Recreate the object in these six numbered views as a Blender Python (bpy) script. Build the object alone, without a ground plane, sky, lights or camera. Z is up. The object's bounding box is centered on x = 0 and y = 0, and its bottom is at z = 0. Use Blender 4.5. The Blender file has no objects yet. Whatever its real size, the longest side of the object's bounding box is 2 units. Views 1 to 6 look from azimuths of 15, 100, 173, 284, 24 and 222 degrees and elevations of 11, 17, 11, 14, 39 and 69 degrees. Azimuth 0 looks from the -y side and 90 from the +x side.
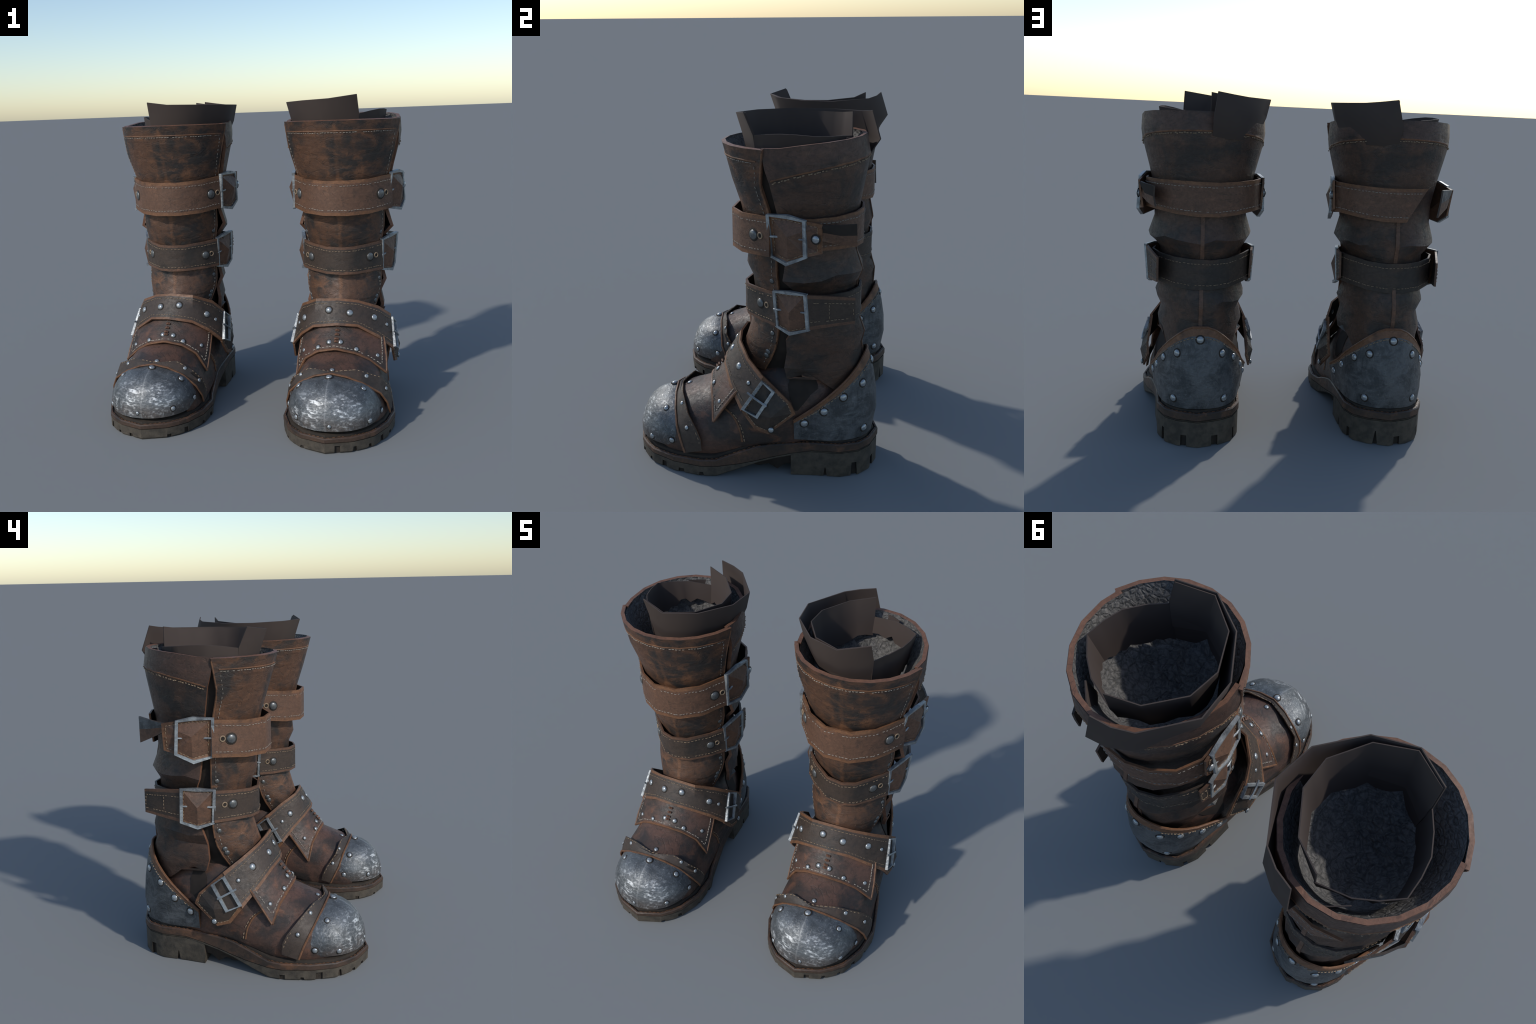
# A pair of worn brown leather buckle boots with steel toe and heel caps.
# One boot is described in its own frame (dx = outward from the boot's axis, y = back,
# z = up) and built twice, the second one mirrored.
import bpy, math, random
import numpy as np
from mathutils import Vector, Matrix

AXIS = {1: 0.5535, -1: 0.5605}     # distance of each boot's axis from the middle
COL = bpy.context.scene.collection

# ------------------------------------------------------------------ materials
class Nodes:
    def __init__(self, name):
        self.mat = bpy.data.materials.new(name)
        self.mat.use_nodes = True
        self.nt = self.mat.node_tree
        self.b = self.nt.nodes['Principled BSDF']
        self.co = self.nt.nodes.new('ShaderNodeTexCoord').outputs['Object']
    def new(self, t, **kw):
        n = self.nt.nodes.new(t)
        for k, v in kw.items():
            setattr(n, k, v)
        return n
    def put(self, sock, v):
        if isinstance(v, bpy.types.NodeSocket):
            self.nt.links.new(v, sock)
        elif isinstance(v, (tuple, list)) and len(v) == 3 and sock.type == 'RGBA':
            sock.default_value = (*v, 1)
        else:
            sock.default_value = v
    def noise(self, scale, detail=4, rough=.55, dist=0, stretch=None, off=(0, 0, 0)):
        m = self.new('ShaderNodeMapping')
        self.put(m.inputs['Vector'], self.co)
        m.inputs['Scale'].default_value = stretch or (1, 1, 1)
        m.inputs['Location'].default_value = off
        n = self.new('ShaderNodeTexNoise')
        self.put(n.inputs['Vector'], m.outputs[0])
        n.inputs['Scale'].default_value = scale
        n.inputs['Detail'].default_value = detail
        n.inputs['Roughness'].default_value = rough
        n.inputs['Distortion'].default_value = dist
        return n.outputs['Fac']
    def voronoi(self, scale, feature='F1', stretch=None):
        m = self.new('ShaderNodeMapping')
        self.put(m.inputs['Vector'], self.co)
        m.inputs['Scale'].default_value = stretch or (1, 1, 1)
        n = self.new('ShaderNodeTexVoronoi', feature=feature)
        self.put(n.inputs['Vector'], m.outputs[0])
        n.inputs['Scale'].default_value = scale
        return n.outputs['Distance']
    def ramp(self, fac, lo, hi, a=0.0, b=1.0):
        n = self.new('ShaderNodeMapRange')
        n.clamp = True
        n.interpolation_type = 'SMOOTHSTEP'
        self.put(n.inputs['Value'], fac)
        for k, v in (('From Min', lo), ('From Max', hi), ('To Min', a), ('To Max', b)):
            n.inputs[k].default_value = v
        return n.outputs['Result']
    def mix(self, fac, a, b, blend='MIX'):
        n = self.new('ShaderNodeMix', data_type='RGBA', blend_type=blend)
        self.put(n.inputs[0], fac)
        self.put(n.inputs[6], a)
        self.put(n.inputs[7], b)
        return n.outputs[2]
    def math(self, op, a, b=0.0):
        n = self.new('ShaderNodeMath', operation=op)
        self.put(n.inputs[0], a)
        self.put(n.inputs[1], b)
        return n.outputs[0]
    def axis(self, i):
        n = self.new('ShaderNodeSeparateXYZ')
        self.put(n.inputs[0], self.co)
        return n.outputs[i]
    def bump(self, h, strength=.4, dist=.01, prev=None):
        n = self.new('ShaderNodeBump')
        n.inputs['Strength'].default_value = strength
        n.inputs['Distance'].default_value = dist
        self.put(n.inputs['Height'], h)
        if prev is not None:
            self.put(n.inputs['Normal'], prev)
        return n.outputs[0]
    def out(self, color, rough, metal=0.0, normal=None, spec=.5):
        self.put(self.b.inputs['Base Color'], color)
        self.put(self.b.inputs['Roughness'], rough)
        self.put(self.b.inputs['Metallic'], metal)
        self.b.inputs['Specular IOR Level'].default_value = spec
        if normal is not None:
            self.put(self.b.inputs['Normal'], normal)
        return self.mat


def leather(name, base, dark, worn, patch=.5, wear=.5, ridge=False, folds=.6):
    """Oiled leather: base tone, dark oily patches, paler worn streaks, fine grain."""
    N = Nodes(name)
    big = N.noise(4.6, 4, .55, .5)
    med = N.math('ADD', N.math('MULTIPLY', big, .72), N.math('MULTIPLY', N.noise(15, 6, .62, .6, (1, 1, 1.5), (2.37, 8.19, 1.53)), .28))
    c = N.mix(N.ramp(med, patch - .075, patch + .09), dark, base)
    streak = N.noise(6.5, 5, .6, .7, (1, 1, 1.7), (3.31, 1.73, 7.12))
    w = N.ramp(streak, .62 - .2 * wear, .78 - .16 * wear)
    c = N.mix(N.math('MULTIPLY', w, .7), c, worn)
    if ridge:                                   # pale line down the shin
        ax = N.math('ABSOLUTE', N.math('ADD', N.axis(0), N.math('MULTIPLY', N.math('SUBTRACT', streak, .5), .05)))
        rm = N.math('MULTIPLY', N.ramp(ax, .004, .018, 1, 0), N.ramp(big, .4, .6, .15, .8))
        c = N.mix(rm, c, worn)
    speck = N.noise(47, 5, .7, 0, None, (.31, .17, .43))
    c = N.mix(N.ramp(speck, .35, .75, .32, 0), c, (.014, .012, .011))
    cr = N.ramp(N.math('ABSOLUTE', N.math('SUBTRACT', N.noise(6.0, 3, .5, 1.4, (1, 1, 2.4), (5.33, 2.61, 9.27)), .5)), .0, .022)
    c = N.mix(N.math('MULTIPLY', N.math('SUBTRACT', 1.0, cr), N.ramp(big, .35, .65, .12, .42)), c, (.020, .016, .013))
    grain = N.noise(157, 3, .6, 0, None, (.11, .57, .29))
    c = N.mix(.22, c, N.mix(grain, (0, 0, 0), (1, 1, 1)), 'OVERLAY')
    h = N.bump(N.noise(7, 4, .5, .5, (1, 1, 1.9)), folds, .016)
    h = N.bump(cr, folds * .5, .004, h)
    h = N.bump(speck, .25, .003, h)
    h = N.bump(grain, .25, .002, h)
    return N.out(c, N.ramp(speck, .3, .7, .62, .46), 0, h, .4)


def steel(name, base, dark, bright, metal=.55, rough=.42, front_flecks=False):
    N = Nodes(name)
    n1 = N.noise(9, 6, .65, .6)
    c = N.mix(N.ramp(n1, .36, .64), dark, base)
    n2 = N.noise(34, 6, .72, 1.2, (1.6, 1.6, .9))
    amt = N.ramp(n2, .52, .68)
    if front_flecks:                              # bright flecks on two lobes of the toe's front
        r = N.ramp(N.axis(1), -.50, -.64)
        z = N.ramp(N.axis(2), .36, .27)
        m = N.math('MULTIPLY', N.math('MULTIPLY', r, z), N.ramp(N.math('ABSOLUTE', N.axis(0)), .012, .07, .2, 1))
        n3 = N.noise(38, 5, .60, .25, (.8, .8, 2.2))
        c = N.mix(N.math('MULTIPLY', m, N.math('MULTIPLY', N.ramp(n3, .48, .64, .08, 1), N.ramp(N.noise(11, 3, .5), .40, .58, .15, 1))), c, bright)
        seam = N.ramp(N.math('ABSOLUTE', N.math('ADD', N.axis(0), N.math('MULTIPLY', N.math('SUBTRACT', n1, .5), .03))), .001, .007, .14, 0)
        c = N.mix(seam, c, bright)
        rust = N.math('MULTIPLY', N.ramp(N.axis(2), .23, .15), N.ramp(n1, .36, .54))
        c = N.mix(N.math('MULTIPLY', rust, .6), c, (.09, .06, .042))
    c = N.mix(N.math('MULTIPLY', amt, .25), c, bright)
    h = N.bump(n1, .25, .012)
    h = N.bump(N.noise(24, 4, .55, .3, (1, 1, 1.8)), .5, .010, h)
    h = N.bump(n2, .35, .005, h)
    return N.out(c, N.ramp(n2, .3, .75, rough + .14, rough - .08), metal, h, .5)


def plain(name, color, color2, scale, rough=.7, bump=.3, metal=0., bdist=.004):
    N = Nodes(name)
    n = N.noise(scale, 5, .65)
    c = N.mix(N.ramp(n, .3, .7), color, color2)
    return N.out(c, rough, metal, N.bump(n, bump, bdist), .35)


def make_materials():
    M = {}
    M['shaft'] = leather('shaft_leather', (.112, .056, .032), (.032, .027, .024), (.215, .098, .047), .47, .52, True, .6)
    M['back'] = leather('quarter_leather', (.092, .051, .034), (.040, .031, .026), (.135, .072, .044), .46, .42, False, .5)
    M['strap'] = leather('strap_leather', (.142, .074, .045), (.078, .046, .032), (.205, .102, .060), .40, .5, False, .25)
    M['strap_dark'] = leather('dark_strap_leather', (.062, .043, .032), (.036, .029, .024), (.098, .058, .038), .44, .35, False, .25)
    M['vamp'] = leather('vamp_leather', (.108, .057, .040), (.042, .031, .026), (.190, .082, .043), .48, .4, False, .4)
    M['hem'] = leather('hem_leather', (.098, .054, .038), (.052, .035, .027), (.145, .078, .050), .44, .4, False, .4)
    M['edge'] = leather('worn_leather_edge', (.195, .090, .043), (.100, .050, .028), (.29, .140, .070), .42, .5, False, .2)
    M['welt'] = leather('welt_leather', (.080, .048, .032), (.038, .028, .022), (.185, .088, .046), .46, .55, False, .2)
    M['rim'] = leather('rim_leather', (.20, .095, .056), (.12, .060, .038), (.26, .125, .072), .40, .4, False, .2)
    M['toe'] = steel('toe_steel', (.120, .131, .139), (.066, .072, .077), (.66, .67, .67), .35, .38, True)
    M['heel'] = steel('heel_steel', (.112, .117, .121), (.046, .049, .052), (.24, .25, .255), .25, .48)
    M['buckle'] = steel('buckle_steel', (.36, .385, .395), (.15, .16, .17), (.68, .69, .69), .45, .36)
    M['rivet'] = plain('rivet_steel', (.27, .29, .30), (.40, .42, .43), 1.6, .27, 0, .55, .001)
    M['old_rivet'] = plain('tarnished_rivet', (.10, .105, .105), (.17, .175, .175), 1.6, .34, 0, .5, .001)
    M['rubber'] = plain('sole_rubber', (.046, .039, .031), (.088, .073, .055), 22, .75, .5, 0, .008)
    M['thread'] = plain('thread', (.22, .150, .092), (.32, .24, .16), 60, .8, .2)
    M['pale_thread'] = plain('pale_thread', (.25, .215, .175), (.36, .325, .275), 60, .8, .2)
    M['wrap'] = plain('wrap_cloth', (.056, .041, .035), (.062, .046, .039), 3, .8, .05)
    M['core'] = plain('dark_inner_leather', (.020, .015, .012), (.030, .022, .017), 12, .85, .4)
    M['sunk'] = plain('welt_shadow_band', (.022, .018, .015), (.040, .030, .022), 14, .8, .4)
    N = Nodes('wrinkled_lining')
    v = N.voronoi(30, 'DISTANCE_TO_EDGE')
    w = N.noise(26, 6, .6, 2.2)
    n = N.noise(40, 6, .65, .8)
    c = N.mix(N.ramp(w, .35, .65), (.090, .088, .085), (.185, .176, .165))
    c = N.mix(N.ramp(v, 0, .07, .5, 0), c, (.05, .05, .05))
    h = N.bump(N.ramp(v, 0, .2), .45, .012)
    h = N.bump(w, .8, .016, h)
    h = N.bump(n, .4, .006, h)
    M['lining'] = N.out(c, .65, 0, h, .4)
    return M

MAT = make_materials()

# ------------------------------------------------------------------ mesh tools
class Boot:
    """Collects parts of one boot; side = +1 or -1 mirrors across x."""
    def __init__(self, side):
        self.s = side
        e = bpy.data.objects.new('leather_boot', None)
        e.empty_display_size = .1
        e.location = (side * AXIS[side], 0, 0)
        COL.objects.link(e)
        e['label'] = 'worn brown leather buckle boot with steel toe cap'
        e['category'] = 'boot'
        self.root = e
    def mesh(self, name, verts, faces, mats, idx=None, parent=None, angle=38, smooth=True, stuff=False):
        v = [(self.s * a, b, c) for a, b, c in verts]
        f = [tuple(reversed(t)) for t in faces] if self.s < 0 else [tuple(t) for t in faces]
        me = bpy.data.meshes.new(name)
        me.from_pydata(v, [], f)
        for m in mats:
            me.materials.append(MAT[m])
        if idx is not None:
            me.polygons.foreach_set('material_index', idx)
        if smooth:
            me.polygons.foreach_set('use_smooth', [True] * len(f))
            me.set_sharp_from_angle(angle=math.radians(angle))
        me.update()
        ob = bpy.data.objects.new(name, me)
        COL.objects.link(ob)
        ob.parent = parent or self.root
        if stuff:
            ob['kind'] = 'stuff'
        return ob


class Grid:
    """A sheet through rows x columns of points; evaluates points and outward normals."""
    def __init__(self, rows, centre=None, flip=None):
        self.p = np.array(rows, float)
        R, C, _ = self.p.shape
        n = np.zeros_like(self.p)
        du = np.gradient(self.p, axis=1) if C > 1 else None
        dv = np.gradient(self.p, axis=0)
        n = np.cross(du, dv)
        n /= np.linalg.norm(n, axis=2, keepdims=True) + 1e-12
        self.sign = 1
        if flip is None:
            c = np.array(centre if centre is not None else (0, .2, self.p[..., 2].mean()))
            if (n * (self.p - c)).sum() < 0:
                self.sign = -1
        elif flip:
            self.sign = -1
        self.n = n * self.sign
    def at(self, r, c):
        R, C, _ = self.p.shape
        r = min(max(r, 0), R - 1 - 1e-9); c = min(max(c, 0), C - 1 - 1e-9)
        i, j = int(r), int(c); a, b = r - i, c - j
        def L(A):
            return (A[i, j] * (1 - a) * (1 - b) + A[i + 1, j] * a * (1 - b) + A[i, j + 1] * (1 - a) * b + A[i + 1, j + 1] * a * b)
        n = L(self.n); n = n / (np.linalg.norm(n) + 1e-12)
        return L(self.p), n
    def snap(self, q, k=9):
        R, C, _ = self.p.shape
        best = None
        for r in np.linspace(0, R - 1, (R - 1) * k + 1):
            for c in np.linspace(0, C - 1, (C - 1) * k + 1):
                P, n = self.at(r, c)
                d = ((P - np.array(q)) ** 2).sum()
                if best is None or d < best[0]:
                    best = (d, P, n)
        return best[1], best[2]
    def line(self, a, b, n=24, lift=.002):
        out = []
        for t in np.linspace(0, 1, n):
            P, N = self.at(a[0] + (b[0] - a[0]) * t, a[1] + (b[1] - a[1]) * t)
            out.append((P + N * lift, N))
        return out
    def sheet(self, thick, face_mat=None, inner=0, rim=0):
        """closed shell: outer faces, inner faces, rim. face_mat(r,c)->material index"""
        R, C, _ = self.p.shape
        V = [tuple(x) for x in self.p.reshape(-1, 3)]
        V += [tuple(x) for x in (self.p - self.n * thick).reshape(-1, 3)]
        o = R * C
        F, I = [], []
        def q(a, b, c, d, m):
            F.append((a, b, c, d) if self.sign > 0 else (d, c, b, a)); I.append(m)
        for r in range(R - 1):
            for c in range(C - 1):
                a, b, cc, d = r * C + c, r * C + c + 1, (r + 1) * C + c + 1, (r + 1) * C + c
                m = face_mat(r, c) if face_mat else 0
                for t in ((a, b, cc), (a, cc, d)):       # same diagonal on both skins
                    F.append(t if self.sign > 0 else t[::-1]); I.append(m)
                    t = tuple(o + k for k in t)
                    F.append(t[::-1] if self.sign > 0 else t); I.append(inner)
        for c in range(C - 1):
            q(c + 1, c, o + c, o + c + 1, rim)
            e = (R - 1) * C
            q(e + c, e + c + 1, o + e + c + 1, o + e + c, rim)
        for r in range(R - 1):
            q(r * C, (r + 1) * C, o + (r + 1) * C, o + r * C, rim)
            e = C - 1
            q((r + 1) * C + e, r * C + e, o + r * C + e, o + (r + 1) * C + e, rim)
        return V, F, I


def ngons(n0, ring_count, ring_size, closed=True):
    F = []
    for i in range(ring_count - 1):
        for j in range(ring_size if closed else ring_size - 1):
            a = n0 + i * ring_size + j
            b = n0 + i * ring_size + (j + 1) % ring_size
            F.append((a, b, b + ring_size, a + ring_size))
    return F


def tube(path, r, sides=6, closed=False, flat=None):
    """round (or square) bar along a path of points"""
    P = [np.array(p, float) for p in path]
    n = len(P)
    V, F = [], []
    up = np.array((0.13, 0.21, 1.0))
    for i, p in enumerate(P):
        a = P[(i - 1) % n] if (closed or i > 0) else p
        b = P[(i + 1) % n] if (closed or i < n - 1) else p
        t = b - a; t /= np.linalg.norm(t) + 1e-12
        ref = flat[i] if flat is not None else up
        x = np.cross(t, ref); x /= np.linalg.norm(x) + 1e-12
        y = np.cross(x, t)
        for k in range(sides):
            an = 2 * math.pi * (k + .5) / sides
            V.append(tuple(p + r * (math.cos(an) * x + math.sin(an) * y)))
    rings = n
    F = ngons(0, rings, sides)
    if closed:
        for j in range(sides):
            a, b = (rings - 1) * sides + j, (rings - 1) * sides + (j + 1) % sides
            F.append((a, b, (j + 1) % sides, j))
    else:
        F.append(tuple(range(sides - 1, -1, -1)))
        F.append(tuple(range((rings - 1) * sides, rings * sides)))
    return V, F


def merge(parts):
    V, F = [], []
    for v, f in parts:
        o = len(V); V += v; F += [tuple(i + o for i in t) for t in f]
    return V, F


def stitches(line, rng, step=.020, length=.012, r=.0019, jit=.0012):
    """row of thread dashes lying on a surface line [(point, normal), ...]"""
    P = np.array([p for p, _ in line]); N = np.array([n for _, n in line])
    s = np.concatenate([[0], np.cumsum(np.linalg.norm(np.diff(P, axis=0), axis=1))])
    def ev(t):
        return (np.array([np.interp(t, s, P[:, k]) for k in range(3)]), np.array([np.interp(t, s, N[:, k]) for k in range(3)]))
    out = []
    t = step * .5
    while t < s[-1] - length:
        L = length * rng.uniform(.7, 1.2)
        a, n = ev(t); b, _ = ev(min(t + L, s[-1])); m = (a + b) / 2
        j = np.array([rng.uniform(-jit, jit) for _ in range(3)])
        if rng.random() > .07:
            out.append(tube([a - n * r * .3 + j, m + n * r * .7 + j, b - n * r * .3 + j], r, 4))
        t += step * rng.uniform(.85, 1.2)
    return merge(out) if out else ([], [])


def dome_mesh(name, r, h, rings=5, seg=14, mat='rivet'):
    V, F = [(0, 0, h)], []
    for i in range(1, rings + 1):
        a = math.pi / 2 * i / rings
        for k in range(seg):
            t = 2 * math.pi * k / seg
            V.append((r * math.sin(a) * math.cos(t), r * math.sin(a) * math.sin(t), h * math.cos(a)))
    o = len(V)
    for k in range(seg):
        t = 2 * math.pi * k / seg
        V.append((r * math.cos(t), r * math.sin(t), -h))
    for k in range(seg):
        F.append((0, 1 + k, 1 + (k + 1) % seg))
    F += [tuple(reversed(f)) for f in ngons(1, rings + 1, seg)]
    F.append(tuple(range(o + seg - 1, o - 1, -1)))
    # thin dark ring round the foot of the head
    o = len(V); nf = len(F)
    for rr, zz in ((.9, .10), (1.28, .06), (1.36, -.12)):
        V += [(r * rr * math.cos(2 * math.pi * k / seg), r * rr * math.sin(2 * math.pi * k / seg), zz * h) for k in range(seg)]
    F += [tuple(reversed(f)) for f in ngons(o, 3, seg)]
    me = bpy.data.meshes.new(name)
    me.from_pydata(V, [], F)
    me.materials.append(MAT[mat]); me.materials.append(MAT['sunk'])
    me.polygons.foreach_set('material_index', [0] * nf + [1] * (len(F) - nf))
    me.polygons.foreach_set('use_smooth', [True] * len(F))
    me.update()
    return me


RIVET = dome_mesh('rivet', 1.0, .55)
OLD_RIVET = dome_mesh('tarnished_rivet', 1.0, .42, mat='old_rivet')
def ring_mesh():
    V, F = [], []
    n, m = 16, 6
    for i in range(n):
        a = 2 * math.pi * i / n
        for k in range(m):
            b = 2 * math.pi * k / m
            rr = 1 + .28 * math.cos(b)
            V.append((rr * math.cos(a), rr * math.sin(a), .28 * math.sin(b)))
    F = ngons(0, n, m)
    for j in range(m):
        a, b = (n - 1) * m + j, (n - 1) * m + (j + 1) % m
        F.append((a, b, (j + 1) % m, j))
    o = len(V)
    V += [(0.95 * math.cos(2 * math.pi * i / n), .95 * math.sin(2 * math.pi * i / n), .04) for i in range(n)]
    F.append(tuple(range(o, o + n)))
    me = bpy.data.meshes.new('eyelet')
    me.from_pydata(V, [], F)
    me.materials.append(MAT['thread']); me.materials.append(MAT['core'])
    me.polygons.foreach_set('material_index', [0] * (len(F) - 1) + [1])
    me.polygons.foreach_set('use_smooth', [True] * len(F))
    return me
EYELET = ring_mesh()


def stud(boot, P, n, r, parent, mesh=RIVET, name='rivet', squash=1.0):
    ob = bpy.data.objects.new(name, mesh)
    COL.objects.link(ob)
    ob.parent = parent
    P = Vector((boot.s * P[0], P[1], P[2])); n = Vector((boot.s * n[0], n[1], n[2])).normalized()
    q = n.to_track_quat('Z', 'Y')
    ob.matrix_local = Matrix.Translation(P) @ q.to_matrix().to_4x4() @ Matrix.Diagonal((r, r, r * squash, 1))
    return ob


def lerp_table(x, xs, ys):
    return float(np.interp(x, xs, ys))

YC = .19       # y of the shaft's axis
def ring_point(W, Yf, Yb, th):
    c = math.cos(th)
    return (W * math.sin(th), YC - (YC - Yf) * c if c > 0 else YC - (Yb - YC) * c)

# height: half width, front y, rear edge y of the front shaft panel
FRONT_ROWS = [(1.845, .362, -.162, .115, .010), (1.77, .352, -.142, .105, .010), (1.66, .338, -.112, .095, .008), (1.51, .295, -.066, .135, .004),
              (1.38, .270, -.042, .15, 0), (1.28, .260, -.026, .165, 0), (1.175, .260, -.038, .167, 0), (1.105, .246, -.006, .171, 0),
              (.99, .232, .006, .172, 0), (.885, .240, -.002, .173, 0), (.80, .243, -.026, .162, 0), (.745, .236, -.044, .15, 0),
              (.68, .220, -.070, .125, 0), (.60, .190, -.120, .085, 0)]
BACK_ROWS = [(1.850, .358, .600, .105), (1.752, .362, .618, .125), (1.69, .352, .610, .145), (1.52, .308, .575, .180), (1.40, .284, .562, .195),
             (1.28, .276, .560, .215), (1.17, .306, .598, .215), (1.09, .244, .562, .265), (.98, .244, .570, .26), (.88, .246, .590, .25),
             (.812, .266, .614, .225), (.745, .233, .608, .215), (.66, .256, .616, .205), (.585, .240, .620, .215), (.50, .236, .630, .30)]


def build_boot(side):
    B = Boot(side)
    rng = random.Random(11 if side > 0 else 23)
    ptp = lambda a, b, t: tuple(np.array(a) * (1 - t) + np.array(b) * t)

    # ---------------------------------------------------------------- shaft
    rows = []
    for k, (z, W, Yf, ye, fl) in enumerate(FRONT_ROWS):
        te = math.acos(max(-1, min(1, (YC - ye) / (YC - Yf))))
        row = []
        for j, t in enumerate(np.linspace(-1, 1, 10)):
            x, y = ring_point(W, Yf, .6, t * te)
            # the shin is keeled: narrower than a round section
            x = math.copysign(W * abs(x / W) ** lerp_table(z, (.6, .70, .80, .885, .99, 1.105, 1.175, 1.28, 1.38, 1.51, 1.66, 1.85), (1.15, 1.2, 1.35, 1.5, 1.6, 1.5, 1.35, 1.3, 1.25, 1.15, 1.05, 1.0)), x)
            w = abs(t) ** 8
            x += math.copysign(w * fl, x)
            row.append((x, y, z + .01 * (1 - abs(t)) * 0))
        rows.append(row)
    front = Grid(rows)
    V, F, I = front.sheet(.022, lambda r, c: 0, 2, 1)
    fp = B.mesh('shin_panel', V, F, ['shaft', 'rim', 'lining'], I)
    C = 9
    st = []
    for s0 in (0, 1):
        e = .35 if s0 == 0 else C - .35
        st.append(stitches(front.line((1.0, e), (12.6, e), 130), rng, .024))
    st.append(stitches(front.line((.93, .35), (.93, C - .35), 60), rng, .017))
    V, F = merge(st)
    B.mesh('stitching', V, F, ['pale_thread'], parent=fp, stuff=True)
    # raised hem seam under the rim and piped side edges
    pipes = [tube([p for p, n in front.line((.80, .3), (.80, C - .3), 20, 0.0)], .0045)]
    for e in (0, C):
        pipes.append(tube([p for p, n in front.line((.2, e), (13, e), 40, -.004)], .006))
    V, F = merge(pipes)
    B.mesh('piping', V, F, ['edge'], parent=fp)
    for z in (1.14, 1.07, .84, .725, .70):
        for e in (.45, C - .45):
            r = float(np.interp(-z, [-q[0] for q in FRONT_ROWS], range(len(FRONT_ROWS))))
            P, n = front.at(r, e)
            stud(B, P, n, .013 if z > .73 else .015, fp, OLD_RIVET)

    rows = []
    for k, (z, W, Yb, ye) in enumerate(BACK_ROWS):
        D = Yb - YC
        c0 = (YC - ye) / (YC + .1)
        te = math.acos(max(-1, min(1, c0))) if ye < YC else math.acos(-(ye - YC) / D)
        row = []
        for t in np.linspace(0, 1, 13):
            th = te + (2 * math.pi - 2 * te) * t
            x, y = ring_point(W, -.1, Yb, th)
            back = max(0, -math.cos(th))
            zz = z + (.038 * back ** .6 if k == 0 else .03 * back ** .6 if k < 3 else 0)
            if 4 < k < 14:                       # irregular creases of the soft leather
                j = rng.uniform(-1, 1)
                x *= (1.02 if x > 0 else .975) if k in (5, 6) else 1.0
                x *= 1 + .018 * j; y += .010 * rng.uniform(-1, 1); zz += .014 * rng.uniform(-1, 1)
            if k == 13:                          # ragged lower hem, open above the quarter
                zz += .045 * math.exp(-((y - .33) / .08) ** 2)
            if k == 14:
                zz += .12 * math.exp(-((y - .33) / .09) ** 2)
            row.append((x, y, zz))
        rows.append(row)
    back = Grid(rows)
    V, F, I = back.sheet(.022, lambda r, c: 0, 2, 1)
    bp = B.mesh('calf_panel', V, F, ['back', 'rim', 'lining'], I)
    C = 12
    # slanted hem: deep at the side seams, shallow at the back
    hem = []
    for t in np.linspace(.1, C - .1, 60):
        u = abs(t - C / 2) / (C / 2)
        hem.append(back.at(.98 + 1.05 * u ** 2, t))
    st = [stitches([(p - np.array((0, 0, .012)) + n * .002, n) for p, n in hem], rng, .015, .010, .003, .003)]
    V, F = merge(st)
    B.mesh('stitching', V, F, ['thread'], parent=bp, stuff=True)
    hb2 = []
    for f in (0, .5, 1):
        row = []
        for t in np.linspace(0, C, 25):
            u = abs(t - C / 2) / (C / 2)
            P, n = back.at(.03 + (.95 + 1.05 * u ** 2) * f, t)
            row.append(tuple(P + n * .002))
        hb2.append(row)
    V, F, I = Grid(hb2).sheet(.003)
    B.mesh('hem', V, F, ['hem'], I, parent=bp)
    V, F = tube([p - n * .001 for p, n in hem], .006)
    B.mesh('hem_seam', V, F, ['edge'], parent=bp)
    seam = [back.at(r, 6)[0] for r in np.linspace(4.4, 13.5, 40)]
    sn = [back.at(r, 6)[1] for r in np.linspace(4.4, 13.5, 40)]
    g = Grid([[p + n * .004 + np.array((d, 0, 0)) for d in (-.011, 0, .011)] for p, n in zip(seam, sn)])
    V, F, I = g.sheet(.006)
    B.mesh('calf_seam', V, F, ['strap'], I, parent=bp)

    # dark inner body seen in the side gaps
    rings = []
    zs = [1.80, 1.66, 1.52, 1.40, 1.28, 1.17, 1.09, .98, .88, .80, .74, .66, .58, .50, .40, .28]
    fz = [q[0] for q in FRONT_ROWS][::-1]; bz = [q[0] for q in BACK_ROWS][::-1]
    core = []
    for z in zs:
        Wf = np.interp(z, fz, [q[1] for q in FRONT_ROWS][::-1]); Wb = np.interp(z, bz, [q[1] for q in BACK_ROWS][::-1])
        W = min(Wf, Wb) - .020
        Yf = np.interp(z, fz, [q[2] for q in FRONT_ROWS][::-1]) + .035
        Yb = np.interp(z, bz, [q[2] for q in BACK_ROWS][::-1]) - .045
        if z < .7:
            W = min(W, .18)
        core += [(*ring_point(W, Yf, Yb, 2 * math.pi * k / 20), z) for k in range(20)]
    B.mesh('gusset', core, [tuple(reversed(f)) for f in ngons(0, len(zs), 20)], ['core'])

    # lining cup: from the rim down to a crumpled floor
    rows = []
    nseg = 64
    lev = [(1.842, -.024), (1.80, -.044), (1.76, -.070), (1.70, -.094), (1.64, -.112), (1.585, -.140), (1.548, -.18), (1.530, -.235), (1.525, -.29), (1.525, -.335)]
    rr = random.Random(5)
    bumps = [(rr.uniform(-.33, .33), rr.uniform(-.15, .55), rr.uniform(.025, .05), rr.uniform(.004, .016)) for _ in range(150)]
    V = []
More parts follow.
